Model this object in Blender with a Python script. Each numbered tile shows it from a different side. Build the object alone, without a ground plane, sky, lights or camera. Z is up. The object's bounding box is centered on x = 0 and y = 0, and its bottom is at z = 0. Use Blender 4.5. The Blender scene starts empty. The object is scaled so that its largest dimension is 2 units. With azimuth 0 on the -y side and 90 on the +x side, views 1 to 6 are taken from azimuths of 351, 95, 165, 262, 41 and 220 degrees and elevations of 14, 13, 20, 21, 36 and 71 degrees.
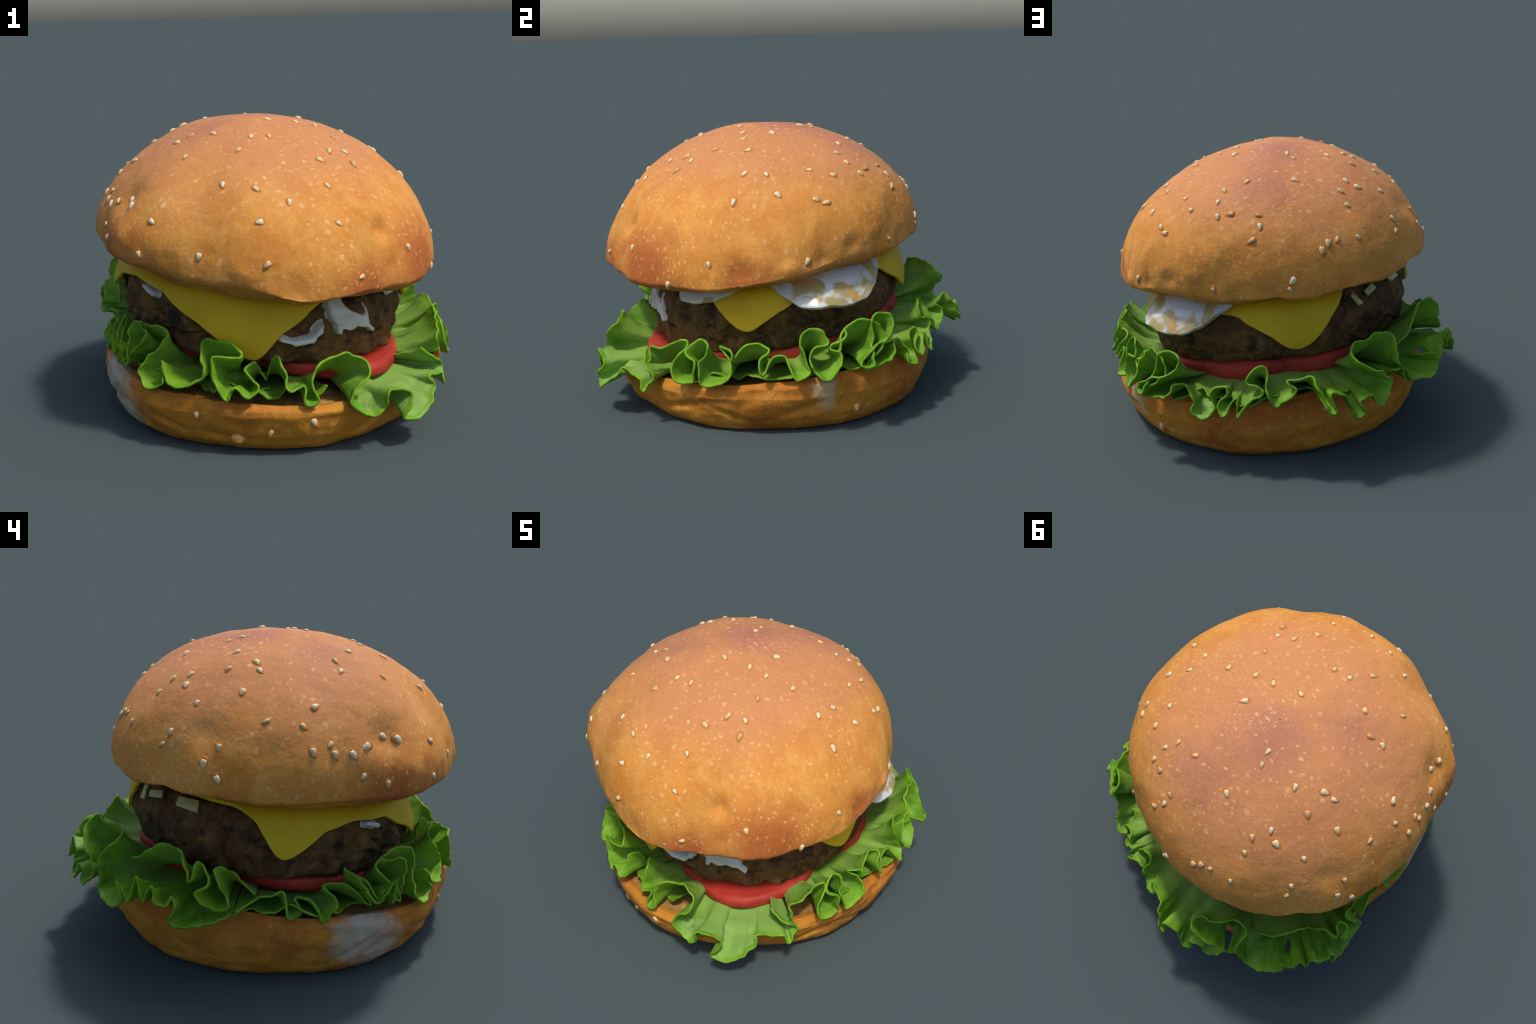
import bpy, math, random
import numpy as np
from mathutils import Vector, noise, Matrix

random.seed(7)
RAD = math.pi / 180

# ------------------------------------------------------------------ helpers
def ring_interp(vals, a):
    """Periodic Catmull-Rom through evenly spaced stations round the axis (degrees)."""
    k = len(vals)
    f = (a % 360) / (360 / k)
    i = int(f); t = f - i
    p0, p1, p2, p3 = (vals[(i + j) % k] for j in (-1, 0, 1, 2))
    return .5 * (2*p1 + (p2-p0)*t + (2*p0-5*p1+4*p2-p3)*t*t + (3*p1-p0-3*p2+p3)*t**3)

def stations(table, a, span=360):
    """Smooth interpolation through uneven (azimuth, value) stations, periodic."""
    a = a % 360
    pts = sorted(table)
    pts = [(pts[-1][0]-360, pts[-1][1])] + pts + [(pts[0][0]+360, pts[0][1])]
    for (a0, v0), (a1, v1) in zip(pts, pts[1:]):
        if a0 <= a <= a1:
            t = (a-a0)/max(a1-a0, 1e-6)
            return v0 + (v1-v0)*t
    return pts[0][1]

def clamp(x, a=0., b=1.): return max(a, min(b, x))
def sstep(a, b, x):
    t = clamp((x-a)/(b-a)); return t*t*(3-2*t)
def angdiff(a, b): return (a-b+180) % 360 - 180
def polar(a, r, z, c=(0, 0)):
    return Vector((c[0] + r*math.sin(a*RAD), c[1] - r*math.cos(a*RAD), z))
def fbm(p, scale, octv=3, seed=0.):
    return noise.fractal(Vector(p)*scale + Vector((seed, seed*1.7, -seed)), 1.0, 2.0, octv)

def make_mesh(name, verts, faces, mats, parent=None, face_mat=None, smooth=True):
    me = bpy.data.meshes.new(name)
    me.from_pydata([tuple(v) for v in verts], [], faces)
    for m in mats: me.materials.append(m)
    if face_mat:
        me.polygons.foreach_set('material_index', face_mat)
    me.polygons.foreach_set('use_smooth', [smooth]*len(me.polygons))
    me.update()
    ob = bpy.data.objects.new(name, me)
    bpy.context.scene.collection.objects.link(ob)
    if parent: ob.parent = parent
    return ob

def grid_faces(nu, nv, wrap):
    """Quads of a grid, index = i*nv + j, i wraps when wrap."""
    f = []
    for i in range(nu if wrap else nu-1):
        i2 = (i+1) % nu
        for j in range(nv-1):
            f.append((i*nv+j, i2*nv+j, i2*nv+j+1, i*nv+j+1))
    return f

def apply_mods(ob):
    dg = bpy.context.evaluated_depsgraph_get()
    me = bpy.data.meshes.new_from_object(ob.evaluated_get(dg))
    old = ob.data; ob.modifiers.clear(); ob.data = me
    me.name = old.name; bpy.data.meshes.remove(old)

def solidify(ob, th, offset=0., bevel=0.):
    m = ob.modifiers.new('s', 'SOLIDIFY'); m.thickness = th; m.offset = offset
    if bevel:
        b = ob.modifiers.new('b', 'BEVEL'); b.width = bevel; b.segments = 2; b.limit_method = 'ANGLE'
        b.angle_limit = 50*RAD
    apply_mods(ob)

# ------------------------------------------------------------------ materials
class Mat:
    def __init__(self, name, rough=.5, **kw):
        self.m = bpy.data.materials.new(name); self.m.use_nodes = True
        self.t = self.m.node_tree; self.n = self.t.nodes
        self.b = self.n['Principled BSDF']
        self.b.inputs['Roughness'].default_value = rough
        for k, v in kw.items(): self.b.inputs[k.replace('_', ' ')].default_value = v
        self.co = self.n.new('ShaderNodeTexCoord').outputs['Object']
    def link(self, a, b): self.t.links.new(a, b)
    def mapping(self, scale=(1, 1, 1), loc=(0, 0, 0)):
        n = self.n.new('ShaderNodeMapping'); n.inputs['Scale'].default_value = scale
        n.inputs['Location'].default_value = loc; self.link(self.co, n.inputs[0]); return n.outputs[0]
    def noise(self, scale, detail=4, rough=.55, dist=0., vec=None):
        n = self.n.new('ShaderNodeTexNoise'); n.inputs['Scale'].default_value = scale
        n.inputs['Detail'].default_value = detail; n.inputs['Roughness'].default_value = rough
        n.inputs['Distortion'].default_value = dist; self.link(vec or self.co, n.inputs['Vector']); return n.outputs['Fac']
    def voronoi(self, scale, vec=None, feature='F1', rand=1.):
        n = self.n.new('ShaderNodeTexVoronoi'); n.feature = feature; n.inputs['Scale'].default_value = scale
        n.inputs['Randomness'].default_value = rand
        self.link(vec or self.co, n.inputs['Vector']); return n
    def ramp(self, fac, *stops):
        n = self.n.new('ShaderNodeValToRGB'); e = n.color_ramp.elements
        while len(e) < len(stops): e.new(.5)
        for el, (p, c) in zip(e, stops):
            el.position = p; el.color = (*c, 1) if isinstance(c, tuple) else (c, c, c, 1)
        self.link(fac, n.inputs[0]); return n.outputs[0]
    def mix(self, fac, a, b, mode='MIX'):
        n = self.n.new('ShaderNodeMix'); n.data_type = 'RGBA'; n.blend_type = mode
        for s, v in ((n.inputs[0], fac), (n.inputs[6], a), (n.inputs[7], b)):
            if isinstance(v, tuple): s.default_value = (*v, 1)
            elif isinstance(v, (int, float)): s.default_value = v
            else: self.link(v, s)
        return n.outputs[2]
    def math(self, op, a, b=0., c=0.):
        n = self.n.new('ShaderNodeMath'); n.operation = op
        for s, v in zip(n.inputs, (a, b, c)):
            if isinstance(v, (int, float)): s.default_value = v
            else: self.link(v, s)
        return n.outputs[0]
    def spot(self, centre, radius, soft=.5, warp=0.):
        """Mask: 1 inside a sphere round centre, noise-warped border."""
        n = self.n.new('ShaderNodeVectorMath'); n.operation = 'DISTANCE'
        self.link(self.co, n.inputs[0]); n.inputs[1].default_value = centre
        d = n.outputs['Value']
        if warp: d = self.math('ADD', d, self.math('MULTIPLY', self.math('SUBTRACT', self.noise(9, 4), .5), warp))
        r = self.n.new('ShaderNodeMapRange'); r.interpolation_type = 'SMOOTHSTEP'
        r.inputs[1].default_value = radius*(1-soft); r.inputs[2].default_value = radius
        r.inputs[3].default_value = 1; r.inputs[4].default_value = 0
        self.link(d, r.inputs[0]); return r.outputs[0]
    def axis_radius(self):
        s = self.n.new('ShaderNodeSeparateXYZ'); self.link(self.co, s.inputs[0])
        return self.math('SQRT', self.math('ADD', self.math('POWER', s.outputs[0], 2), self.math('POWER', s.outputs[1], 2)))
    def height(self):
        s = self.n.new('ShaderNodeSeparateXYZ'); self.link(self.co, s.inputs[0]); return s.outputs[2]
    def bump(self, h, strength, dist=.01):
        n = self.n.new('ShaderNodeBump'); n.inputs['Strength'].default_value = strength
        n.inputs['Distance'].default_value = dist; self.link(h, n.inputs['Height'])
        self.link(n.outputs[0], self.b.inputs['Normal'])
    def color(self, c):
        if isinstance(c, tuple): self.b.inputs['Base Color'].default_value = (*c, 1)
        else: self.link(c, self.b.inputs['Base Color'])

def crust_flecks(M, col, tint, amount=1.):
    """Pale irregular blister flecks in several sizes, scattered like sparse Voronoi cells."""
    for k, (sc, lo, hi, a, dens) in enumerate(((20, .20, .28, .62, .58), (34, .20, .30, .62, .50), (62, .20, .36, .34, .42), (12, .14, .19, .45, .66))):
        wob = M.n.new('ShaderNodeTexNoise'); wob.inputs['Scale'].default_value = sc*1.3; wob.inputs['Detail'].default_value = 3
        M.link(M.co, wob.inputs['Vector'])
        vm = M.n.new('ShaderNodeVectorMath'); vm.operation = 'MULTIPLY_ADD'
        M.link(wob.outputs['Color'], vm.inputs[0]); vm.inputs[1].default_value = (.75/sc,)*3; M.link(M.co, vm.inputs[2])
        mp = M.n.new('ShaderNodeMapping'); mp.inputs['Rotation'].default_value = (.7*k, .4*k, .9*k); mp.inputs['Scale'].default_value = (1, 1.35, .85)
        M.link(vm.outputs[0], mp.inputs[0])
        v = M.voronoi(sc, mp.outputs[0])
        m = M.ramp(v.outputs['Distance'], (lo, 1.), (hi, 0.))
        s = M.n.new('ShaderNodeSeparateColor'); M.link(v.outputs['Color'], s.inputs[0])
        m = M.math('MULTIPLY', m, M.ramp(s.outputs[0], (dens, 0.), (min(dens+.25, 1.), 1.)))
        m = M.math('MULTIPLY', m, M.ramp(M.noise(3.2, 2, .5, 0, M.mapping((1, 1, 1), (k, 2*k, 0))), (.36, .25), (.6, 1.)))
        col = M.mix(M.math('MULTIPLY', m, a*amount), col, tint)
    return col

def top_bun_material():
    M = Mat('golden_crust', .7, Specular_IOR_Level=.2)
    base = M.ramp(M.noise(3.0, 5, .6), (.3, (.58, .215, .032)), (.5, (.66, .262, .044)), (.7, (.72, .315, .065)))
    base = M.mix(M.ramp(M.noise(9, 5, .65, .5, M.mapping((1, 1, .8), (2, 5, 1))), (.45, 0.), (.68, .6)), base, (.78, .39, .085))
    base = M.mix(M.ramp(M.noise(6.5, 4, .6, .4, M.mapping((1, 1, .8), (7, 1, 3))), (.54, 0.), (.72, .55)), base, (.50, .165, .026))
    # rosy crown and blotches, partly sky light painted into the crust colour
    z = M.n.new('ShaderNodeMapRange'); z.interpolation_type = 'SMOOTHSTEP'
    z.inputs[1].default_value = 1.02; z.inputs[2].default_value = 1.40; M.link(M.math('ADD', M.height(), M.math('MULTIPLY', M.math('SUBTRACT', M.noise(2.5, 3), .5), .35)), z.inputs[0])
    col = M.mix(M.math('MULTIPLY', z.outputs[0], .85), base, (.57, .235, .10))
    for c, r in (((-.10, .02, 1.46), .22), ((-.33, -.22, 1.38), .22), ((.13, .36, 1.34), .24), ((-.02, .1, 1.45), .3)):
        col = M.mix(M.math('MULTIPLY', M.spot(c, r, .9, .25), .5), col, (.42, .16, .115))
    # redder, glazed patches round the rim
    for c, r in (((.62, -.66, .80), .34), ((.84, -.10, .77), .20), ((-.62, -.52, .86), .30), ((.30, -.88, .76), .2), ((-.83, -.42, .9), .2)):
        col = M.mix(M.math('MULTIPLY', M.spot(c, r, .85, .22), .85), col, (.42, .10, .024))
    for c, r in (((.45, .62, .98), .2), ((-.45, .62, 1.05), .25), ((.7, .3, .95), .22), ((.3, -.85, .95), .2)):
        col = M.mix(M.math('MULTIPLY', M.spot(c, r, .9, .2), .35), col, (.42, .19, .03))
    col = crust_flecks(M, col, (.86, .50, .22))
    col = M.mix(M.spot((.86, -.06, .735), .022, .6), col, (.75, .62, .55))
    fine = M.noise(60, 5, .6)
    col = M.mix(M.ramp(fine, (.35, .16), (.6, 0.)), col, (.36, .13, .03))
    M.color(col)
    M.bump(M.math('ADD', M.noise(26, 5, .6), M.math('MULTIPLY', fine, .35)), .35, .012)
    return M.m

def bottom_bun_material():
    M = Mat('heel_crust', .7, Specular_IOR_Level=.2)
    col = M.ramp(M.noise(3.2, 5, .6), (.3, (.40, .145, .013)), (.5, (.49, .19, .018)), (.72, (.55, .24, .026)))
    col = M.mix(M.ramp(M.noise(2.1, 3, .5, 0, M.mapping((1, 1, 1.2), (3, 1, 2))), (.5, 0.), (.68, .8)), col, (.36, .09, .018))
    col = M.mix(M.ramp(M.noise(7, 5, .65, .6, M.mapping((1, 1, 1), (9, 4, 2))), (.46, 0.), (.68, .6)), col, (.62, .30, .04))
    # browned lip
    zz = M.math('ADD', M.height(), M.math('MULTIPLY', M.math('SUBTRACT', M.noise(5, 3), .5), .16))
    lip = M.ramp(zz, (.2, 0.), (.3, .6))
    col = M.mix(lip, col, (.46, .13, .016))
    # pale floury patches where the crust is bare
    for c, r in (((-.84, -.37, .25), .19), ((-.80, -.42, .10), .17), ((-.87, -.28, .20), .15)):
        col = M.mix(M.math('MULTIPLY', M.math('MULTIPLY', M.spot(c, r*1.15, .85, .3), M.ramp(M.noise(11, 5, .7), (.3, .55), (.6, 1.))), .95), col, (.46, .42, .33))
    for c, r in (((.86, .26, .25), .09), ((.83, .28, .15), .07)):
        col = M.mix(M.math('MULTIPLY', M.spot(c, r, .7, .1), .7), col, (.55, .42, .24))
    col = crust_flecks(M, col, (.72, .45, .16), .45)
    M.color(col)
    M.bump(M.noise(24, 5, .6), .4, .014)
    return M.m

def crumb_material():
    M = Mat('bread_crumb', .85)
    M.color(M.ramp(M.noise(22, 5, .65), (.3, (.28, .115, .02)), (.6, (.50, .28, .08))))
    M.bump(M.noise(50, 4), .6, .01); return M.m

def seed_material():
    M = Mat('sesame', .42)
    oi = M.n.new('ShaderNodeObjectInfo')
    col = M.ramp(oi.outputs['Random'], (0., (.50, .24, .09)), (.15, (.70, .46, .20)), (.55, (.78, .60, .34)), (1., (.80, .68, .46)))
    M.color(M.mix(M.ramp(M.noise(90, 3), (.4, .3), (.6, 0.)), col, (.55, .33, .12)))
    return M.m

def patty_material():
    M = Mat('grilled_beef', .7, Specular_IOR_Level=.2)
    col = M.ramp(M.noise(9, 8, .7, .8), (.30, (.030, .015, .007)), (.45, (.10, .047, .016)), (.58, (.185, .09, .03)), (.75, (.29, .155, .058)))
    col = M.mix(M.ramp(M.noise(4, 5, .65, .4, M.mapping((1, 1, 1), (5, 2, 1))), (.52, 0.), (.68, .65)), col, (.24, .125, .035))
    col = M.mix(M.ramp(M.noise(5.0, 7, .72, .3, M.mapping((1, 1, 1.4), (1, 7, 4))), (.52, 0.), (.62, .85)), col, (.016, .011, .009))
    M.color(col)
    M.bump(M.math('ADD', M.noise(30, 6, .7), M.math('MULTIPLY', M.noise(85, 3), .5)), .8, .02)
    return M.m

def cheese_material():
    M = Mat('melted_cheese', .6, Specular_IOR_Level=.25)
    M.b.inputs['Subsurface Radius'].default_value = (.05, .03, .005)
    M.b.inputs['Subsurface Scale'].default_value = .3
    M.color(M.ramp(M.noise(4, 4), (.3, (.60, .38, .008)), (.65, (.68, .46, .014))))
    M.bump(M.noise(9, 4), .15, .02); return M.m

def tomato_material():
    M = Mat('tomato_flesh', .55, Specular_IOR_Level=.25)
    M.b.inputs['Subsurface Radius'].default_value = (.05, .01, .01)
    M.b.inputs['Subsurface Scale'].default_value = .3
    M.color(M.ramp(M.noise(5, 5, .6), (.3, (.32, .022, .012)), (.6, (.44, .040, .024)), (.8, (.52, .085, .05))))  # reds darkened to carry the shade the slices lie in
    M.bump(M.noise(14, 3), .12, .02); return M.m

def lettuce_material(name, deep, mid, pale, rim=False):
    M = Mat(name, .5, Specular_IOR_Level=.3)
    col = M.ramp(M.noise(7, 5, .6, .3), (.32, deep), (.6, mid))
    r = M.n.new('ShaderNodeMapRange'); r.interpolation_type = 'SMOOTHSTEP'
    r.inputs[1].default_value = .96; r.inputs[2].default_value = .70
    M.link(M.math('ADD', M.axis_radius(), M.math('MULTIPLY', M.math('SUBTRACT', M.noise(5, 3), .5), .16)), r.inputs[0])
    if not rim:
        col = M.mix(M.math('MULTIPLY', r.outputs[0], .75), col, pale)
        # the broad front tongue is almost white-green
        col = M.mix(M.math('MULTIPLY', M.spot((.50, -.76, .22), .42, .6, .15), .8), col, (.30, .50, .115))
        # veins
        v = M.voronoi(5.5, feature='DISTANCE_TO_EDGE')
        col = M.mix(M.ramp(v.outputs['Distance'], (.0, .35), (.03, 0.)), col, pale)
    brown = M.ramp(M.noise(6, 5, .7, 0, M.mapping((1, 1, 1), (4, 4, 1))), (.62, 0.), (.70, .75 if rim else .35))
    col = M.mix(brown, col, (.12, .055, .02))
    M.color(col)
    M.bump(M.noise(16, 5, .6), .3, .012)
    tr = M.n.new('ShaderNodeBsdfTranslucent'); M.link(M.mix(.5, col, (.30, .52, .03)), tr.inputs[0])
    ms = M.n.new('ShaderNodeMixShader'); ms.inputs[0].default_value = .22
    M.link(M.b.outputs[0], ms.inputs[1]); M.link(tr.outputs[0], ms.inputs[2])
    M.link(ms.outputs[0], M.n['Material Output'].inputs['Surface'])
    return M.m

def egg_material():
    M = Mat('fried_egg_white', .3, Subsurface_Weight=.1)
    M.b.inputs['Subsurface Scale'].default_value = .2
    col = M.ramp(M.noise(3, 4), (.3, (.50, .51, .50)), (.7, (.68, .68, .64)))
    col = M.mix(M.ramp(M.noise(6.5, 3, .5, 1.0), (.50, 0.), (.58, .85)), col, (.36, .26, .045))
    col = M.mix(M.ramp(M.noise(6, 3, .5, .5, M.mapping((1, 1, 1), (2, 9, 3))), (.63, 0.), (.72, .8)), col, (.66, .30, .06))
    M.color(col); M.bump(M.noise(10, 3), .2, .02); return M.m

def sauce_material():
    M = Mat('white_sauce', .3, Subsurface_Weight=.1)
    M.b.inputs['Subsurface Scale'].default_value = .2
    M.color(M.ramp(M.noise(8, 4), (.3, (.46, .46, .40)), (.6, (.62, .62, .56)))); return M.m

def onion_material():
    M = Mat('raw_onion', .35)
    M.color(M.ramp(M.noise(12, 3), (.3, (.34, .29, .08)), (.6, (.48, .43, .20)))); return M.m

# ------------------------------------------------------------------ root
burger = bpy.data.objects.new('cheeseburger', None)
bpy.context.scene.collection.objects.link(burger)
burger['label'] = 'cheeseburger with sesame bun, ruffled lettuce, tomato, egg and melted cheese'
burger['category'] = 'burger'

# ------------------------------------------------------------------ top bun
# 24 stations round the axis (every 15 degrees, 0 = front): widest radius, its
# height, height of the rim underneath, fullness of the dome
BUN_C = (-.033, -.054)
BUN_WAIST_R = [.920,.926,.900,.908,.880,.861,.842,.838,.807,.799,.789,.787,.800,.821,.841,.847,.848,.843,.855,.845,.893,.897,.876,.898]
BUN_WAIST_Z = [.737,.750,.753,.745,.742,.746,.773,.818,.870,.886,.870,.886,.891,.913,.913,.929,.944,.923,.908,.905,.900,.901,.843,.824]
BUN_RIM_Z   = [.728,.721,.647,.643,.665,.693,.714,.733,.763,.727,.790,.829,.816,.844,.826,.876,.846,.827,.856,.820,.819,.738,.730,.706]
BUN_FULL    = [1.96,1.89,1.88,1.92,1.97,2.11,2.15,2.10,2.16,2.28,2.33,2.21,2.01,1.88,1.88,1.85,1.80,1.76,1.78,1.80,1.76,1.85,1.95,1.99]
BUN_APEX, BUN_TILT = 1.461, (-.075, -.020)

def bun_smooth(a, th):
    """Point of the bare bun at azimuth a and profile angle th (90 = crown, 0 = waist, -90 = rim inside)."""
    R = ring_interp(BUN_WAIST_R, a); zw = ring_interp(BUN_WAIST_Z, a)
    c, s = max(math.cos(th*RAD), 0), math.sin(th*RAD)
    if th >= 0:
        n = ring_interp(BUN_FULL, a)
        rho = R*c**(2/n)
        x, y = rho*math.sin(a*RAD), -rho*math.cos(a*RAD)
        h = BUN_APEX + BUN_TILT[0]*x + BUN_TILT[1]*y
        z = zw + (h-zw)*s**(2/n)
    else:
        zr = min(ring_interp(BUN_RIM_Z, a), zw-.03)
        rho = R*c**(2/2.5)
        z = zw - (zw-zr)*(-s)**(2/2.5)
        # underside settles onto the tilted filling
        rest = .752 - .092*math.cos((a-38)*RAD)*rho/.70
        z += (rest-z)*sstep(.93, .74, rho/R)
    return Vector((BUN_C[0]+rho*math.sin(a*RAD), BUN_C[1]-rho*math.cos(a*RAD), z))

# dents and swellings: azimuth, profile angle, radius (m), depth (m, inwards positive)
BUN_DENTS = [(31,21.5,.065,.034),(31,30,.06,-.004),(325,35,.12,.008),(304,9,.10,-.022),(150,15,.11,.016),(124,4,.05,.012),
             (237,27,.09,.010),(260,20,.12,.008),(298,25,.11,.026),(240,26,.14,.013),(136,28,.13,.010),(110,8,.09,.008),(217,24,.30,.018),(257,61,.22,-.012),(222,12,.14,.010),(205,30,.10,-.006),(346,46,.03,.005),(14,14,.10,-.008),(60,4,.08,-.010),
             (84,4,.07,.012),(100,2,.06,-.014),(112,1,.05,.014),(345,3,.06,-.012),(0,4,.08,.010),(200,5,.08,.010),(218,4,.06,-.008)]
BUN_DENTS = [(bun_smooth(a, t), r, d) for a, t, r, d in BUN_DENTS]

def bun_point(a, th):
    p = bun_smooth(a, th)
    q = bun_smooth(a+.5, th) - p if th < 89.5 else Vector((1, 0, 0))
    w = bun_smooth(a, min(th+.5, 90)) - bun_smooth(a, min(th+.5, 90)-.7)
    n = q.cross(w)
    n = n.normalized() if n.length > 1e-9 and th < 89 else Vector((0, 0, 1))
    d = 0.
    for c, r, dep in BUN_DENTS:
        l = (p-c).length
        if l < 2.2*r: d -= dep*math.exp(-(l/r)**2*1.6)
    d += .006*fbm(p, 3.5, 2, 1.) + .0022*fbm(p, 11, 2, 5.)
    rim = sstep(26, -8, th)              # crumpled lower edge
    pa = Vector((p.x*1., p.y*1., p.z*.35))
    d += rim*(.013*fbm(pa, 6, 2, 9.) + .0035*fbm(pa, 20, 2, 3.))
    return p + n*d, n

crust, seedmat = top_bun_material(), seed_material()
def build_top_bun():
    na = 420
    ths = [90*(1-(i/130)**1.0) for i in range(131)] + [-90*(i/34)**1.3 for i in range(1, 35)]
    ths[0] = 89.8; ths[-1] = -89.7
    nv = len(ths); V = []
    for i in range(na):
        a = 360*i/na
        for j, t in enumerate(ths):
            V.append(bun_point(a, t)[0])
    F = grid_faces(na, nv, True)
    top = sum((V[i*nv] for i in range(na)), Vector())/na
    for i in range(na): V[i*nv] = V[i*nv].lerp(top, .2)
    t = len(V); V.append(top); bot = sum((V[i*nv+nv-1] for i in range(na)), Vector())/na; V.append(bot)
    for i in range(na):
        F.append((t, (i+1) % na*nv, i*nv)[::-1]); F.append((t+1, i*nv+nv-1, (i+1) % na*nv+nv-1)[::-1])
    F = [f[::-1] for f in F]
    return make_mesh('top_bun', V, F, [crust], burger)
top_bun = build_top_bun()

def seed_mesh():
    """Teardrop seed lying along x, half sunk in a low toasted collar of crust."""
    nu, nv = 14, 12; V, F, fm = [], [], []
    for i in range(nu+1):
        u = math.pi*i/nu; x = -math.cos(u)
        w = math.sin(u)**.9*(.62-.22*x)
        for j in range(nv):
            b = 2*math.pi*j/nv
            q = Vector((x*.0195, w*.0195*math.cos(b), w*.0135*math.sin(b)))
            V.append(q*(1+.12*fbm(q*60, 1, 2, 3.)))
    for i in range(nu):
        for j in range(nv):
            F.append((i*nv+j, i*nv+(j+1) % nv, (i+1)*nv+(j+1) % nv, (i+1)*nv+j)); fm.append(0)
    base = len(V); nc = 24
    rings = [(.80, .0015), (1.05, .0030), (1.25, .0010), (1.5, -.0050)]
    for k, h in rings:
        for j in range(nc):
            b = 2*math.pi*j/nc; e = k*(1+.10*math.sin(2*b+1)+.07*math.sin(3*b))
            V.append(Vector((math.cos(b)*.0205*e, math.sin(b)*.0145*e*(1-.2*math.cos(b)), h-.003)))
    for r in range(len(rings)-1):
        for j in range(nc):
            F.append((base+r*nc+j, base+(r+1)*nc+j, base+(r+1)*nc+(j+1) % nc, base+r*nc+(j+1) % nc)); fm.append(1)
    M = Mat('toasted_collar', .7, Specular_IOR_Level=.2)
    M.color(M.ramp(M.noise(30, 2), (.3, (.46, .135, .018)), (.7, (.58, .22, .035))))
    return make_mesh('sesame_seed', V, F, [seedmat, M.m], None, fm)
SEEDS = [(0,34),(4,79),(15,26),(16,40),(19,6),(20,51),(31,55),(38,48),(40,13),(41,54),(49,76),(50,62),(58,0),(64,71),(73,9),(78,63),
 (79,35),(81,49),(92,48),(97,37),(97,77),(106,4),(112,31),(114,47),(116,28),(124,41),(137,54),(137,47),(140,39),(143,2),(146,41),(149,60),
 (157,27),(159,40),(160,34),(171,3),(172,7),(182,58),(184,21),(187,24),(191,25),(197,72),(198,77),(200,24),(203,40),(205,47),(214,51),
 (217,46),(221,20),(223,26),(229,39),(231,65),(235,55),(239,14),(243,22),(244,8),(247,45),(250,59),(253,55),(258,34),(271,32),(273,22),
 (277,39),(279,24),(280,20),(286,19),(288,10),(291,22),(295,6),(298,53),(299,26),(301,58),(303,23),(313,2),(316,17),(316,46),(319,61),
 (332,8),(337,36),(340,53),(345,62),(349,36),(350,24),(352,10),(357,64)]
seed0 = seed_mesh()
def place_seed(p, n, parent, k=1., roll=None):
    ob = seed0.copy(); bpy.context.scene.collection.objects.link(ob); ob.parent = parent
    n = n.normalized()
    down = Vector((0, 0, -1)) - n*n.dot(Vector((0, 0, -1)))
    down = down.normalized() if down.length > .1 else Vector((1, 0, 0))
    ang = random.gauss(0, .75) if roll is None else roll
    x = Matrix.Rotation(ang, 3, n) @ down
    y = n.cross(x)
    s = k*random.uniform(.80, 1.15)
    m = Matrix((x*s, y*s*random.uniform(.85, 1.15), n*s)).transposed().to_4x4()
    m.translation = p + n*.0018
    ob.matrix_world = m
    ob.name = 'sesame_seed'
    return ob
for a, t in SEEDS:
    p, n = bun_point(a, t); place_seed(p, n, top_bun)

# ------------------------------------------------------------------ bottom bun
HEEL_C = (-.03, -.03)
HEEL_R = [.955,.940,.930,.945,.920,.915,.900,.880,.855,.842,.838,.830,.842,.890,.918,.918]
def lip_z(a): return .302 - .070*math.cos((a-25)*RAD)
HEEL_WALL = [(-.1,.80),(0.,.868),(.05,.920),(.1,.950),(.2,.982),(.3,.975),(.4,.950),(.5,.91)]   # height, share of the radius
def heel_wall(a, z):
    for (z0, k0), (z1, k1) in zip(HEEL_WALL, HEEL_WALL[1:]):
        if z <= z1: return ring_interp(HEEL_R, a)*(k0+(k1-k0)*(z-z0)/(z1-z0))
    return ring_interp(HEEL_R, a)*.9
def heel_profile(a, u):
    """u 0 = middle of the base, 1 = ground edge, 2 = lip, 3 = middle of the cut face."""
    R = ring_interp(HEEL_R, a); zl = lip_z(a)
    def wall(z): return heel_wall(a, z)
    if u < 1: return wall(.006)*u*.985, .012*(1-sstep(.8, 1, u))+.0
    if u < 2:
        t = u-1
        z = .0 + (zl+.0)*t**1.0
        r = wall(z+.004)
        r -= .022*sstep(.86, 1., t)**2
        if t < .06: r -= .008*(1-t/.06)**2
        return r, z
    t = u-2
    r0 = wall(zl)-.022
    return r0*(1-t), zl - .030*sstep(0, .12, t)
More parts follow.
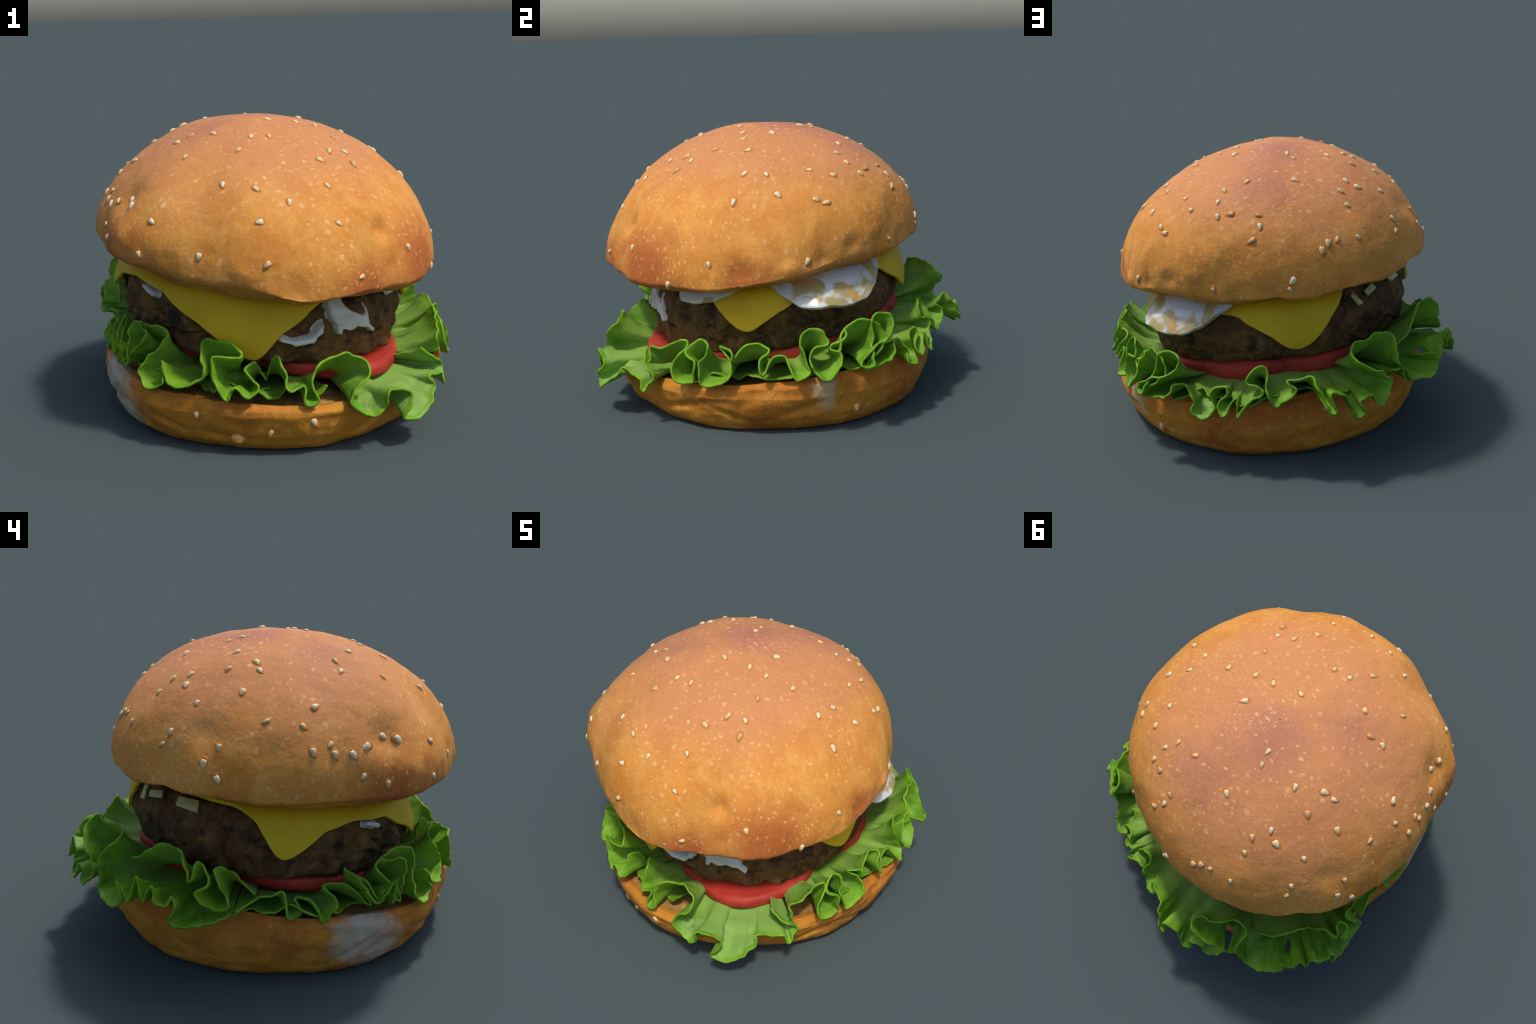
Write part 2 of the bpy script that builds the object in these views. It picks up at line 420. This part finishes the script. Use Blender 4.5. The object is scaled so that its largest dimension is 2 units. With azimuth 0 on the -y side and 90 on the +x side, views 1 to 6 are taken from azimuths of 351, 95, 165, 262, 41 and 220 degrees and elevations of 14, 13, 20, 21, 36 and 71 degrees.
# azimuth, height, slope, half length (m), depth (m)
HEEL_CREASES = [(318,.13,-.35,.12,.018),(335,.09,-.1,.16,.014),(290,.16,.5,.14,.016),(60,.12,.3,.12,.016),(78,.10,-.4,.10,.018),(100,.13,.35,.12,.016),
                (24,.10,.5,.10,.014),(262,.22,1.6,.06,.012),(200,.12,.2,.14,.008)]
def heel_point(a, u):
    r, z = heel_profile(a, u)
    p = polar(a, r, z, HEEL_C)
    if u >= .9:
        out = Vector((math.sin(a*RAD), -math.cos(a*RAD), .1))
        k = 1 if u < 2.05 else .3
        pa = Vector((p.x, p.y, p.z*1.8))
        d = .016*fbm(pa, 4.2, 2, 2.) + .007*fbm(p, 11, 2, 4.)
        # slanting creases pressed into the wall
        for a0, z0, sl, ln, dep in HEEL_CREASES:
            da = angdiff(a, a0)*RAD*.88
            t = (p.z-z0) - sl*da
            d -= dep*math.exp(-(t/.022)**2-(da/ln)**2)*(1-sstep(1.85, 2, u))
        p += out*d*k
        if u > 1.6: p.z += .012*fbm(pa, 7, 2, 6.)*sstep(1.6, 2, u)
    p.z = max(p.z, 0.)
    return p
def build_bottom_bun():
    na = 400
    us = [0.02+.98*i/14 for i in range(14)] + [1+i/60 for i in range(61)] + [2+(i/22)**1.6*.98 for i in range(1, 23)]
    nv = len(us); V = [heel_point(360*i/na, u) for i in range(na) for u in us]
    F = [f for f in grid_faces(na, nv, True)]
    fm = []
    for f in F:
        j = f[0] % nv; fm.append(1 if us[j] >= 2.03 else 0)
    F.append(tuple(i*nv for i in range(na))[::-1]); fm.append(0)
    F.append(tuple(i*nv+nv-1 for i in range(na))); fm.append(1)
    return make_mesh('bottom_bun', V, F, [bottom_bun_material(), crumb_material()], burger, fm)
bottom_bun = build_bottom_bun()
for a, u in ((330, 1.72), (4, 1.72), (182, 1.75), (232, 1.72), (352, 1.5), (120, 1.35)):
    p = heel_point(a, u); place_seed(p, Vector((math.sin(a*RAD), -math.cos(a*RAD), .15)), bottom_bun, 1.)
def build_crumb_knob():
    c = heel_point(342, 1.3); V, F = [], []
    nu, nv = 12, 14
    for i in range(nu+1):
        u = math.pi*i/nu
        for j in range(nv):
            b = 2*math.pi*j/nv
            d = Vector((math.sin(u)*math.cos(b), math.sin(u)*math.sin(b), math.cos(u)))
            q = Vector((d.x*.036, d.y*.034, d.z*.026))*(1+.25*fbm(d, 1.8, 2, 3.))
            V.append(c+q)
    for i in range(nu):
        for j in range(nv): F.append((i*nv+j, (i+1)*nv+j, (i+1)*nv+(j+1) % nv, i*nv+(j+1) % nv))
    M = Mat('crust_blister', .5); M.color(M.ramp(M.noise(12, 3), (.3, (.55, .26, .05)), (.6, (.68, .40, .12))))
    return make_mesh('crust_blister', V, F, [M.m], bottom_bun)
build_crumb_knob()

# ------------------------------------------------------------------ patty (tilted disc, back higher)
PAT_C, PAT_CORNER, PAT_H = (0., 0.), .085, .318
PAT_RADII = [.715,.698,.685,.645,.605,.600,.625,.670,.720,.755,.755,.730]   # every 30 degrees
def pat_r(a): return ring_interp(PAT_RADII, a)
def tilt(a, r): return -.092*math.cos((a-38)*RAD)*r/.70
def patty_top(a, r): return .735 + tilt(a, r)
def patty_bottom(a, r): return patty_top(a, r)-PAT_H
def s_side(a): return pat_r(a)-PAT_CORNER + PAT_CORNER*math.pi/2
def drape(a, s, off=0.):
    """Point at arc length s from the patty's middle, over its shoulder and down its side, lifted by off."""
    R = pat_r(a); sf = R-PAT_CORNER; ss = s_side(a)
    if s < sf: r, dz, nr, nz = s, 0., 0., 1.
    elif s < ss:
        b = (s-sf)/PAT_CORNER
        r = sf+PAT_CORNER*math.sin(b); dz = -PAT_CORNER*(1-math.cos(b)); nr, nz = math.sin(b), math.cos(b)
    else:
        dz = -PAT_CORNER-(s-ss); r = R + .012*math.sin(clamp((s-ss)/.2)*math.pi); nr, nz = 1., 0.
    r += nr*off
    return polar(a, r, patty_top(a, R)+tilt(a, r)-tilt(a, R)+dz+nz*off, PAT_C)
def drape_s(a, z):
    """Arc length at which the side of the patty passes height z."""
    return s_side(a) + (patty_top(a, pat_r(a))-PAT_CORNER-z)

def build_patty():
    na, V = 340, []
    h, rc = PAT_H, PAT_CORNER
    sf = -rc                      # profile as (offset from the radius or share of it, drop)
    prof = [('f', i/20, 0) for i in range(1, 20)]
    for i in range(13):
        b = math.pi/2*i/12; prof.append(('o', sf+rc*math.sin(b), -rc*(1-math.cos(b))))
    rb = .05
    for i in range(1, 24): prof.append(('o', .012*math.sin(math.pi*i/24), -rc-(h-rc-rb)*i/24))
    for i in range(13):
        b = math.pi/2*i/12; prof.append(('o', -rb+rb*math.cos(b), -h+rb*(1-math.sin(b))))
    for i in range(1, 12): prof.append(('f', .99-i/12, -h))
    nv = len(prof)
    for i in range(na):
        a = 360*i/na
        R = pat_r(a)
        for kind, v, dz in prof:
            r = (R-rc)*v if kind == 'f' else R+v
            p = polar(a, r, patty_top(a, r)+dz, PAT_C)
            out = Vector((math.sin(a*RAD), -math.cos(a*RAD), 0)); k = sstep(.4, .66, r)
            d = .018*fbm(p, 3.6, 2, 11.) + .016*fbm(p, 8, 3, 13.) + .009*fbm(p, 22, 3, 15.)
            w = p + noise.noise_vector(p*6)*.05
            cre = noise.voronoi(w*4.2)[0]; d -= .026*sstep(.13, 0, cre[1]-cre[0])*clamp(.5+fbm(p, 3, 2, 40.))
            V.append(p + out*d*k + Vector((0, 0, .4*d*k*(1 if dz > -h/2 else -1))))
    F = [f[::-1] for f in grid_faces(na, nv, True)]
    F.append(tuple(i*nv for i in range(na))); F.append(tuple(i*nv+nv-1 for i in range(na))[::-1])
    return make_mesh('beef_patty', V, F, [patty_material()], burger)
build_patty()

# ------------------------------------------------------------------ cheese: a square slice with four melted corners
CHEESE_EDGE_Z = [(5,.60),(12,.64),(20,.68),(40,.68),(52,.68),(61,.63),(67,.58),(75,.50),(80,.49),(91,.58),(96,.61),(106,.67),
                 (128,.71),(135,.715),(150,.715),(164,.64),(173,.565),(178,.565),(184,.60),(193,.72),(202,.83),(212,.86),(239,.845),(251,.83),
                 (260,.76),(266,.605),(269,.60),(273,.63),(282,.71),(294,.72),(310,.68),(318,.62),(330,.53),(337,.46),(343,.405),(347,.405),(354,.52)]
def cheese_s(a):
    v = 0.; w = 0.
    for d in (-3, -1.5, 0, 1.5, 3):
        k = math.exp(-(d/2.)**2); v += k*drape_s(a, stations(CHEESE_EDGE_Z, a+d)); w += k
    return v/w
def build_cheese():
    na, nv, V = 420, 60, []
    for i in range(na):
        a = 360*i/na; se = cheese_s(a) + .004*fbm(polar(a, 1, 0), 8, 2, 2.)
        for j in range(nv):
            s = .25 + (se-.25)*(j/(nv-1))
            hang = sstep(s_side(a)-.05, s_side(a)+.12, s)
            p = drape(a, s, .020 + .014*hang + .004*fbm(drape(a, s), 6, 2, 20.))
            V.append(p)
    F = [f[::-1] for f in grid_faces(na, nv, True)]
    ob = make_mesh('cheese_slice', V, F, [cheese_material()], burger)
    solidify(ob, .020, 0, .006)
    return ob
build_cheese()

# ------------------------------------------------------------------ tomato slices
tom = tomato_material()
def tomato(a0, dist, R, zlift, th, tip=(0, 0)):
    na, V = 140, []
    c = polar(a0, dist, 0)
    prof = [(R*k, th/2) for k in (.2, .5, .75)]
    rc = th*.42
    for i in range(11):
        b = math.pi/2*i/10; prof.append((R-rc+rc*math.sin(b), th/2-rc+rc*math.cos(b)))
    for i in range(11):
        b = math.pi/2*i/10; prof.append((R-rc+rc*math.cos(b), -th/2+rc-rc*math.sin(b)))
    prof += [(R*k, -th/2) for k in (.75, .5, .2)]
    nv = len(prof)
    for i in range(na):
        a = 2*math.pi*i/na
        wob = 1+.03*math.sin(a*3+a0)+.02*math.sin(a*5+1)
        for r, dz in prof:
            x, y = c.x+r*wob*math.cos(a), c.y+r*wob*math.sin(a)
            rr = math.hypot(x, y); aa = math.degrees(math.atan2(x, -y))
            z = patty_bottom(aa, rr) - th/2 + .004 + zlift + dz + tip[0]*(x-c.x) + tip[1]*(y-c.y)
            p = Vector((x, y, z)); V.append(p + Vector((0, 0, .006*fbm(p, 5, 2, a0))))
    F = grid_faces(na, nv, True)
    F = [f[::-1] for f in F]
    F.append(tuple(i*nv for i in range(na))); F.append(tuple(i*nv+nv-1 for i in range(na))[::-1])
    return make_mesh('tomato_slice', V, F, [tom], burger)
tomato(29, .385, .405, .004, .070)
tomato(100, .25, .385, .004, .075)
tomato(150, .22, .395, .010, .120)
tomato(203, .245, .405, .012, .120)
tomato(285, .35, .40, .004, .075)

# ------------------------------------------------------------------ fried egg white, draped over the cheese
eggm, sauce, onion = egg_material(), sauce_material(), onion_material()
def flap(name, mat, a0, a1, inner, edge_r, edge_z, th, sag=.03):
    """Thick sheet from the patty's top out to an edge given by radius and height stations."""
    na, nv, V = 70, 36, []
    for i in range(na):
        a = a0+(a1-a0)*i/(na-1)
        er, ez = stations(edge_r, a), stations(edge_z, a)
        er += .006*fbm((a*.1, 0, 0), 1.7, 2, 1.); ez += .006*fbm((a*.1, 3, 0), 1.7, 2, 2.)
        zi = patty_top(a, inner)+.05
        for j in range(nv):
            t = j/(nv-1)
            r = inner+(er-inner)*t
            z = zi+(ez-zi)*(t*.35+.65*t**3) + sag*math.sin(t*math.pi)*.5
            p = polar(a, r, z, PAT_C)
            V.append(p+Vector((0, 0, .012*fbm(p, 7, 2, 31.))))
    ob = make_mesh(name, V, [f[::-1] for f in grid_faces(na, nv, False)], [mat], burger)
    m = ob.modifiers.new('s', 'SOLIDIFY'); m.thickness = th; m.offset = 0
    b = ob.modifiers.new('b', 'BEVEL'); b.width = th*.4; b.segments = 3; b.limit_method = 'ANGLE'; b.angle_limit = 50*RAD
    apply_mods(ob); return ob
flap('fried_egg', eggm, 88, 146, .45,
     [(88,.62),(94,.68),(100,.73),(107,.775),(114,.775),(120,.765),(127,.75),(133,.72),(140,.67),(146,.62)],
     [(88,.71),(94,.66),(100,.62),(107,.615),(114,.625),(120,.625),(127,.635),(133,.67),(140,.74),(146,.80)], .030, .06)
flap('fried_egg', eggm, 40, 74, .45, [(40,.66),(45,.71),(57,.715),(66,.705),(74,.65)],
     [(40,.67),(46,.60),(57,.605),(64,.635),(74,.70)], .022, .05)

# ------------------------------------------------------------------ white sauce running down the patty
def smear(strokes, th=.016):
    """Blob hugging the patty's side: strokes are capsules (azimuth, z) - (azimuth, z), radius."""
    a_lo = min(min(s[0], s[2]) for s in strokes)-6; a_hi = max(max(s[0], s[2]) for s in strokes)+6
    z_lo = min(min(s[1], s[3]) for s in strokes)-.07; z_hi = max(max(s[1], s[3]) for s in strokes)+.07
    na, nz = int((a_hi-a_lo)*.7*RAD/.0032), int((z_hi-z_lo)/.0032)
    V, S = [], []
    for i in range(na):
        a = a_lo+(a_hi-a_lo)*i/(na-1)
        for j in range(nz):
            z = z_hi+(z_lo-z_hi)*j/(nz-1)
            x = a*RAD*.7
            acc = 0.
            for a_, z_, b_, y_, r in strokes:
                ax, bx = a_*RAD*.7, b_*RAD*.7
                dx, dz = bx-ax, y_-z_
                t = clamp(((x-ax)*dx+(z-z_)*dz)/max(dx*dx+dz*dz, 1e-9))
                d = math.hypot(x-ax-dx*t, z-z_-dz*t)-r
                acc += math.exp(-d*140)
            best = -math.log(max(acc, 1e-30))/140 + .006*fbm((x, z, 0), 14, 2, 3.)
            k = clamp(-best/.028)
            h = th*math.sqrt(k*(2-k))
            V.append(drape(a, drape_s(a, z), -.012+.034*sstep(.006, -.008, best)+h)); S.append(best)
    F = [f for f in grid_faces(na, nz, False) if min(S[k] for k in f) < .008]
    used = sorted({k for f in F for k in f}); ix = {k: n for n, k in enumerate(used)}
    return make_mesh('sauce_drip', [V[k] for k in used], [tuple(ix[k] for k in f)[::-1] for f in F], [sauce], burger)
smear([(16,.70,16.5,.60,.042),(18,.57,22,.54,.045),(25,.54,29,.525,.030),(29.5,.60,31,.55,.008),(29,.52,33,.475,.012),(17,.52,17,.50,.016)], .014)
smear([(351,.52,355,.50,.008),(355,.495,360,.475,.012),(360,.475,366,.482,.019),(366,.482,369,.52,.013),(369,.52,370.5,.545,.006)], .018)
smear([(300,.69,305,.665,.011)], .010)
smear([(322,.63,326,.60,.006)], .010)
smear([(336,.50,340,.47,.008)], .010)

def onion_bit(a, down, size, rot):
    V = []; F = [(0,1,2,3),(7,6,5,4),(0,4,5,1),(1,5,6,2),(2,6,7,3),(3,7,4,0)]
    sx, sy, sz = size
    for dz in (1, -1):
        for dx, dy in ((-1,-.8),(1,-1),(.8,1),(-1,.9)): V.append((dx*sx, dy*sy, dz*sz))
    ob = make_mesh('onion_piece', V, F, [onion], burger)
    b = ob.modifiers.new('b', 'BEVEL'); b.width = sz*.6; b.segments = 3; apply_mods(ob)
    n = Vector((math.sin(a*RAD), -math.cos(a*RAD), .8)).normalized()
    x = Vector((0, 0, 1)).cross(n).normalized(); x = Matrix.Rotation(rot, 3, n) @ x
    m = Matrix((x, n.cross(x), n)).transposed().to_4x4(); m.translation = drape(a, s_side(a)-.05+down, .018); ob.matrix_world = m
onion_bit(206, .02, (.016, .040, .006), .35)
onion_bit(215, .0, (.045, .020, .006), .25)
onion_bit(233, -.01, (.060, .028, .007), -.05)

# ------------------------------------------------------------------ lettuce: ruffled leaves
leaf_body = lettuce_material('lettuce_blade', (.09, .25, .010), (.22, .46, .022), (.30, .48, .09))
leaf_rim = lettuce_material('lettuce_rim', (.11, .28, .011), (.245, .48, .024), (.3, .5, .1), True)

def resample(P, ds):
    P = np.array(P, float)
    n = len(P); out = []
    E = np.vstack([2*P[0]-P[1], P, 2*P[-1]-P[-2]])
    for i in range(n-1):
        p0, p1, p2, p3 = E[i:i+4]
        d = [max(np.linalg.norm(b-a), 1e-4)**.5 for a, b in ((p0, p1), (p1, p2), (p2, p3))]
        t0, t1 = 0., d[0]; t2 = t1+d[1]; t3 = t2+d[2]
        for k in range(16):
            t = t1+(t2-t1)*k/16
            a1 = (t1-t)/(t1-t0)*p0+(t-t0)/(t1-t0)*p1; a2 = (t2-t)/(t2-t1)*p1+(t-t1)/(t2-t1)*p2
            a3 = (t3-t)/(t3-t2)*p2+(t-t2)/(t3-t2)*p3
            b1 = (t2-t)/(t2-t0)*a1+(t-t0)/(t2-t0)*a2; b2 = (t3-t)/(t3-t1)*a2+(t-t1)/(t3-t1)*a3
            out.append((t2-t)/(t2-t1)*b1+(t-t1)/(t2-t1)*b2)
    out.append(P[-1]); out = np.array(out)
    L = np.concatenate([[0], np.cumsum(np.linalg.norm(np.diff(out, axis=0), axis=1))])
    m = max(int(L[-1]/ds), 8); q = np.linspace(0, L[-1], m)
    return np.stack([np.interp(q, L, out[:, k]) for k in range(3)], 1)

def blur(P, sig):
    n = len(P); h = int(3*sig)+1
    k = np.exp(-.5*(np.arange(-h, h+1)/sig)**2); k /= k.sum()
    # extend the ends by point reflection so that the leaf keeps its length
    idx = np.arange(1, h+1)
    a = 2*P[0]-P[np.minimum(idx, n-1)][::-1]; b = 2*P[-1]-P[np.maximum(n-1-idx, 0)]
    E = np.vstack([a, P, b])
    return np.stack([np.convolve(E[:, c], k, 'valid') for c in range(3)], 1)

DS = .008
def above_heel(p, gap=.014):
    """Keep a leaf point out of the bottom bun: lift it onto the cut face or push it off the wall."""
    x, y = p.x-HEEL_C[0], p.y-HEEL_C[1]
    r = math.hypot(x, y); a = math.degrees(math.atan2(x, -y))
    up = lip_z(a)+gap-p.z-.022*sstep(.92, .82, r)
    out = heel_wall(a, p.z)+gap-r
    if up > 0 and out > 0:
        if up < out*1.5: p = Vector((p.x, p.y, p.z+up))
        else: p = Vector((p.x+x/r*out, p.y+y/r*out, p.z))
    return p
def lettuce_leaf(frill, inner=.56, base=.03, lift=.0, holes=(), seed=1.):
    """Leaf blade from under the tomato out to a frill given by control points (azimuth, radius, height)."""
    O = resample([polar(a, r, z) for a, r, z in frill], DS)
    n = len(O)
    M1 = blur(O, .04/DS); M = blur(O, .14/DS)
    T = np.gradient(O, axis=0)
    side, rad = [], []
    for i in range(n):
        d = Vector(O[i]-M[i])*.6+Vector((M[i, 0], M[i, 1], 0)).normalized()*.08
        d.normalize(); sd = Vector(T[i]).cross(d)
        side.append(sd.normalized() if sd.length > 1e-9 else Vector((0, 0, 1))); rad.append(d)
    rows = [0, .14, .28, .40, .50, .58, .65, .71, .76, .81, .85, .885, .915, .94, .96, .978, .992, 1.0]
    nv = len(rows); V = []
    for i in range(n):
        a = math.degrees(math.atan2(M[i, 0], -M[i, 1]))
        flat = lip_z(a)+base+lift
        I = np.array(polar(a, inner, flat))
        for t in rows:
            c = M[i]+(M1[i]-M[i])*t**1.0+(O[i]-M1[i])*t**2.0
            p = I*(1-t)+c*t
            p[2] += (flat-p[2])*.6*(1-t)**.7*t**.3       # flat over the bun before it turns up or down
            q = Vector(p)
            # small secondary frill that only lives on the margin
            q += side[i]*(t**6*.007*math.sin(i*DS*2*math.pi/.12+2.5*noise.noise(Vector((i*DS*3, seed, 0)))*3)*clamp(.55+1.2*noise.noise(Vector((i*DS*5, 0, seed)))))
            q += rad[i]*(t**10*.010*noise.noise(Vector((i*DS*26, seed*2, 0))))
            w = noise.noise_vector(q*9+Vector((seed*3, 0, 0)))*(.012*t)+noise.noise_vector(q*26)*(.004*t)
            V.append(above_heel(q+w))
    F = grid_faces(n, nv, False)
    keep, fm = [], []
    for f in F:
        j = f[0] % nv
        cen = (V[f[0]]+V[f[2]])/2
        if any((cen-polar(*h[:3])).length < h[3] for h in holes): continue
        keep.append(f); fm.append(1 if j >= nv-4 else 0)
    ob = make_mesh('lettuce_leaf', V, keep, [leaf_body, leaf_rim], burger, fm)
    s = ob.modifiers.new('s', 'SOLIDIFY'); s.thickness = .010; s.offset = 0
    apply_mods(ob)
    return ob

FRONT_LEFT = [(292,.90,.44),(296,.93,.37),(302,.94,.47),(300,.94,.35),(310,.89,.51),(302,.82,.53),(317,.84,.52),(310,.95,.34),(314,.96,.28),
 (319,.95,.32),(318,.92,.42),(322,.96,.32),(331,.94,.36),(330,.88,.52),(336,.87,.53),(343,.91,.49),(340,.95,.47),(335,.96,.48),(336,.97,.35),
 (339,.98,.29),(341,.97,.35),(345,.97,.29),(347,.94,.34),(343,.89,.40),(346,.85,.42),(350,.82,.33)]
lettuce_leaf(FRONT_LEFT, seed=1.)
TONGUE = [(349,.80,.34),(353,.84,.45),(355,.90,.39),(356,.95,.31),(0,.94,.34),(0,.98,.26),(3,.98,.27),(2,.95,.36),(9,.90,.45),(13,.90,.46),
 (18,.95,.41),(17,1.0,.37),(12,1.0,.30),(11,1.01,.26),(17,1.035,.18),(20,1.05,.20),(21,1.06,.30),(23,1.06,.30),(28,1.06,.26),(27,1.08,.20),
 (25,1.07,.15),(29,1.08,.13),(33,1.08,.17),(38,1.05,.24),(38,1.02,.27),(46,1.0,.24),(48,1.0,.19),(51,.97,.27),(46,.96,.32),(43,.92,.38)]
lettuce_leaf(TONGUE, seed=2., base=.03)
RIGHT = [(49,.97,.34),(49,.95,.42),(54,.93,.43),(58,.90,.47),(62,.90,.47),(58,.96,.33),(60,.96,.27),(65,.94,.28),(65,.93,.37),(62,.92,.43),(66,.86,.48),
 (69,.88,.45),(67,.92,.37),(68,.94,.28),(75,.92,.29),(77,.89,.37),(72,.86,.46),(77,.89,.44),(77,.89,.38),(81,.85,.47),(87,.83,.46),(89,.85,.45),(86,.88,.39),
 (87,.89,.33),(91,.86,.42),(94,.86,.42),(96,.89,.36),(98,.91,.30),(102,.89,.34),(99,.85,.50),(102,.83,.54),(107,.85,.52),(108,.87,.47),(104,.88,.46),
 (102,.89,.40),(105,.92,.30),(107,.92,.29),(110,.92,.33),(112,.89,.43),(109,.87,.45),(114,.87,.50),(114,.85,.53)]
lettuce_leaf(RIGHT, seed=3., lift=.01)
RIGHT_BACK = [(112,.89,.43),(114,.85,.53),(122,.87,.57),(128,.90,.47),(122,.93,.44),(117,.95,.37),(121,.97,.36),(121,.95,.40),(123,.91,.45),(124,.88,.55),
 (127,.84,.59),(132,.86,.57),(132,.88,.52),(126,.92,.45),(119,.94,.34),(129,.93,.36),(131,.90,.43),(134,.88,.44),(138,.89,.36),(138,.91,.31),(143,.91,.28),
 (145,.87,.33),(143,.85,.41),(148,.83,.44),(149,.85,.40),(146,.87,.34),(148,.89,.29),(153,.86,.39),(153,.89,.30),(156,.88,.36),(162,.85,.43)]
lettuce_leaf(RIGHT_BACK, seed=4.)
BACK = [(160,.86,.39),(162,.85,.43),(156,.82,.47),(158,.79,.53),(162,.79,.54),(163,.86,.43),(165,.87,.36),(169,.90,.39),(173,.89,.45),(170,.86,.49),
 (173,.87,.50),(177,.90,.51),(179,.95,.46),(181,1.0,.35),(183,1.0,.35),(182,.97,.45),(185,.96,.44),(188,.98,.38),(189,1.0,.30),(192,1.0,.31),(191,.98,.37),
 (196,.97,.38),(198,.99,.32),(204,.96,.42),(197,.95,.51),(192,.93,.57),(192,.86,.62),(200,.85,.63),(207,.81,.63),(211,.87,.61),(208,.93,.54),(209,.97,.44),
 (211,.98,.38),(214,1.0,.37)]
lettuce_leaf(BACK, seed=5., lift=.01, holes=((190, .84, .42, .03), (203, .88, .5, .03)))
LEFT_BACK = [(205,.96,.47),(210,.96,.46),(211,.99,.39),(216,1.03,.39),(219,1.03,.36),(223,1.03,.42),(220,1.0,.49),(225,1.03,.42),(228,1.01,.56),(230,1.03,.45),
 (231,1.01,.52),(233,1.02,.54),(234,1.03,.46),(237,1.03,.46),(238,1.01,.51),(239,1.03,.44),(238,1.03,.38),(242,1.0,.36),(247,.96,.36),(252,.91,.39)]
lettuce_leaf(LEFT_BACK, seed=6., holes=((226, .90, .42, .03),))
LEFT_UPPER = [(212,.82,.50),(220,.87,.56),(228,.86,.65),(235,.87,.67),(239,.92,.65),(241,.95,.55),(243,.89,.63),(245,.88,.60),(246,.92,.54),(243,.95,.50),
 (249,.94,.42),(252,.92,.43),(249,.90,.53),(247,.87,.59),(250,.84,.59),(259,.80,.44)]
lettuce_leaf(LEFT_UPPER, seed=7., lift=.03)
LEFT = [(253,.89,.40),(260,.84,.45),(264,.83,.46),(268,.80,.45),(268,.85,.39),(269,.86,.34),(273,.85,.36),(271,.83,.43),(276,.84,.42),(279,.88,.32),(283,.87,.36),
 (284,.85,.41),(280,.82,.47),(287,.83,.47),(291,.86,.41),(295,.90,.34),(292,.87,.47),(289,.80,.53),(294,.86,.46),(297,.92,.37),(298,.91,.42),(304,.94,.34),
 (303,.91,.42),(299,.85,.51),(304,.83,.55)]
lettuce_leaf(LEFT, seed=8.)

# flat under-leaf that lines the cut face of the bottom bun
UNDER = [(a % 360, .835+.03*math.sin(a*.21)+.02*math.sin(a*.53+1), lip_z(a)+.012+.030*(1+math.sin(a*.47))*(.6+.4*math.sin(a*.19))) for a in range(62, 352, 4)]
lettuce_leaf(UNDER, seed=9., inner=.45, base=.0)
UNDER_FRONT = [(a % 360, .85+.025*math.sin(a*.33), lip_z(a)+.03+.03*math.sin(a*.55)) for a in range(344, 369, 3)]
lettuce_leaf(UNDER_FRONT, seed=10., inner=.50, base=.0)

bpy.data.objects.remove(seed0)
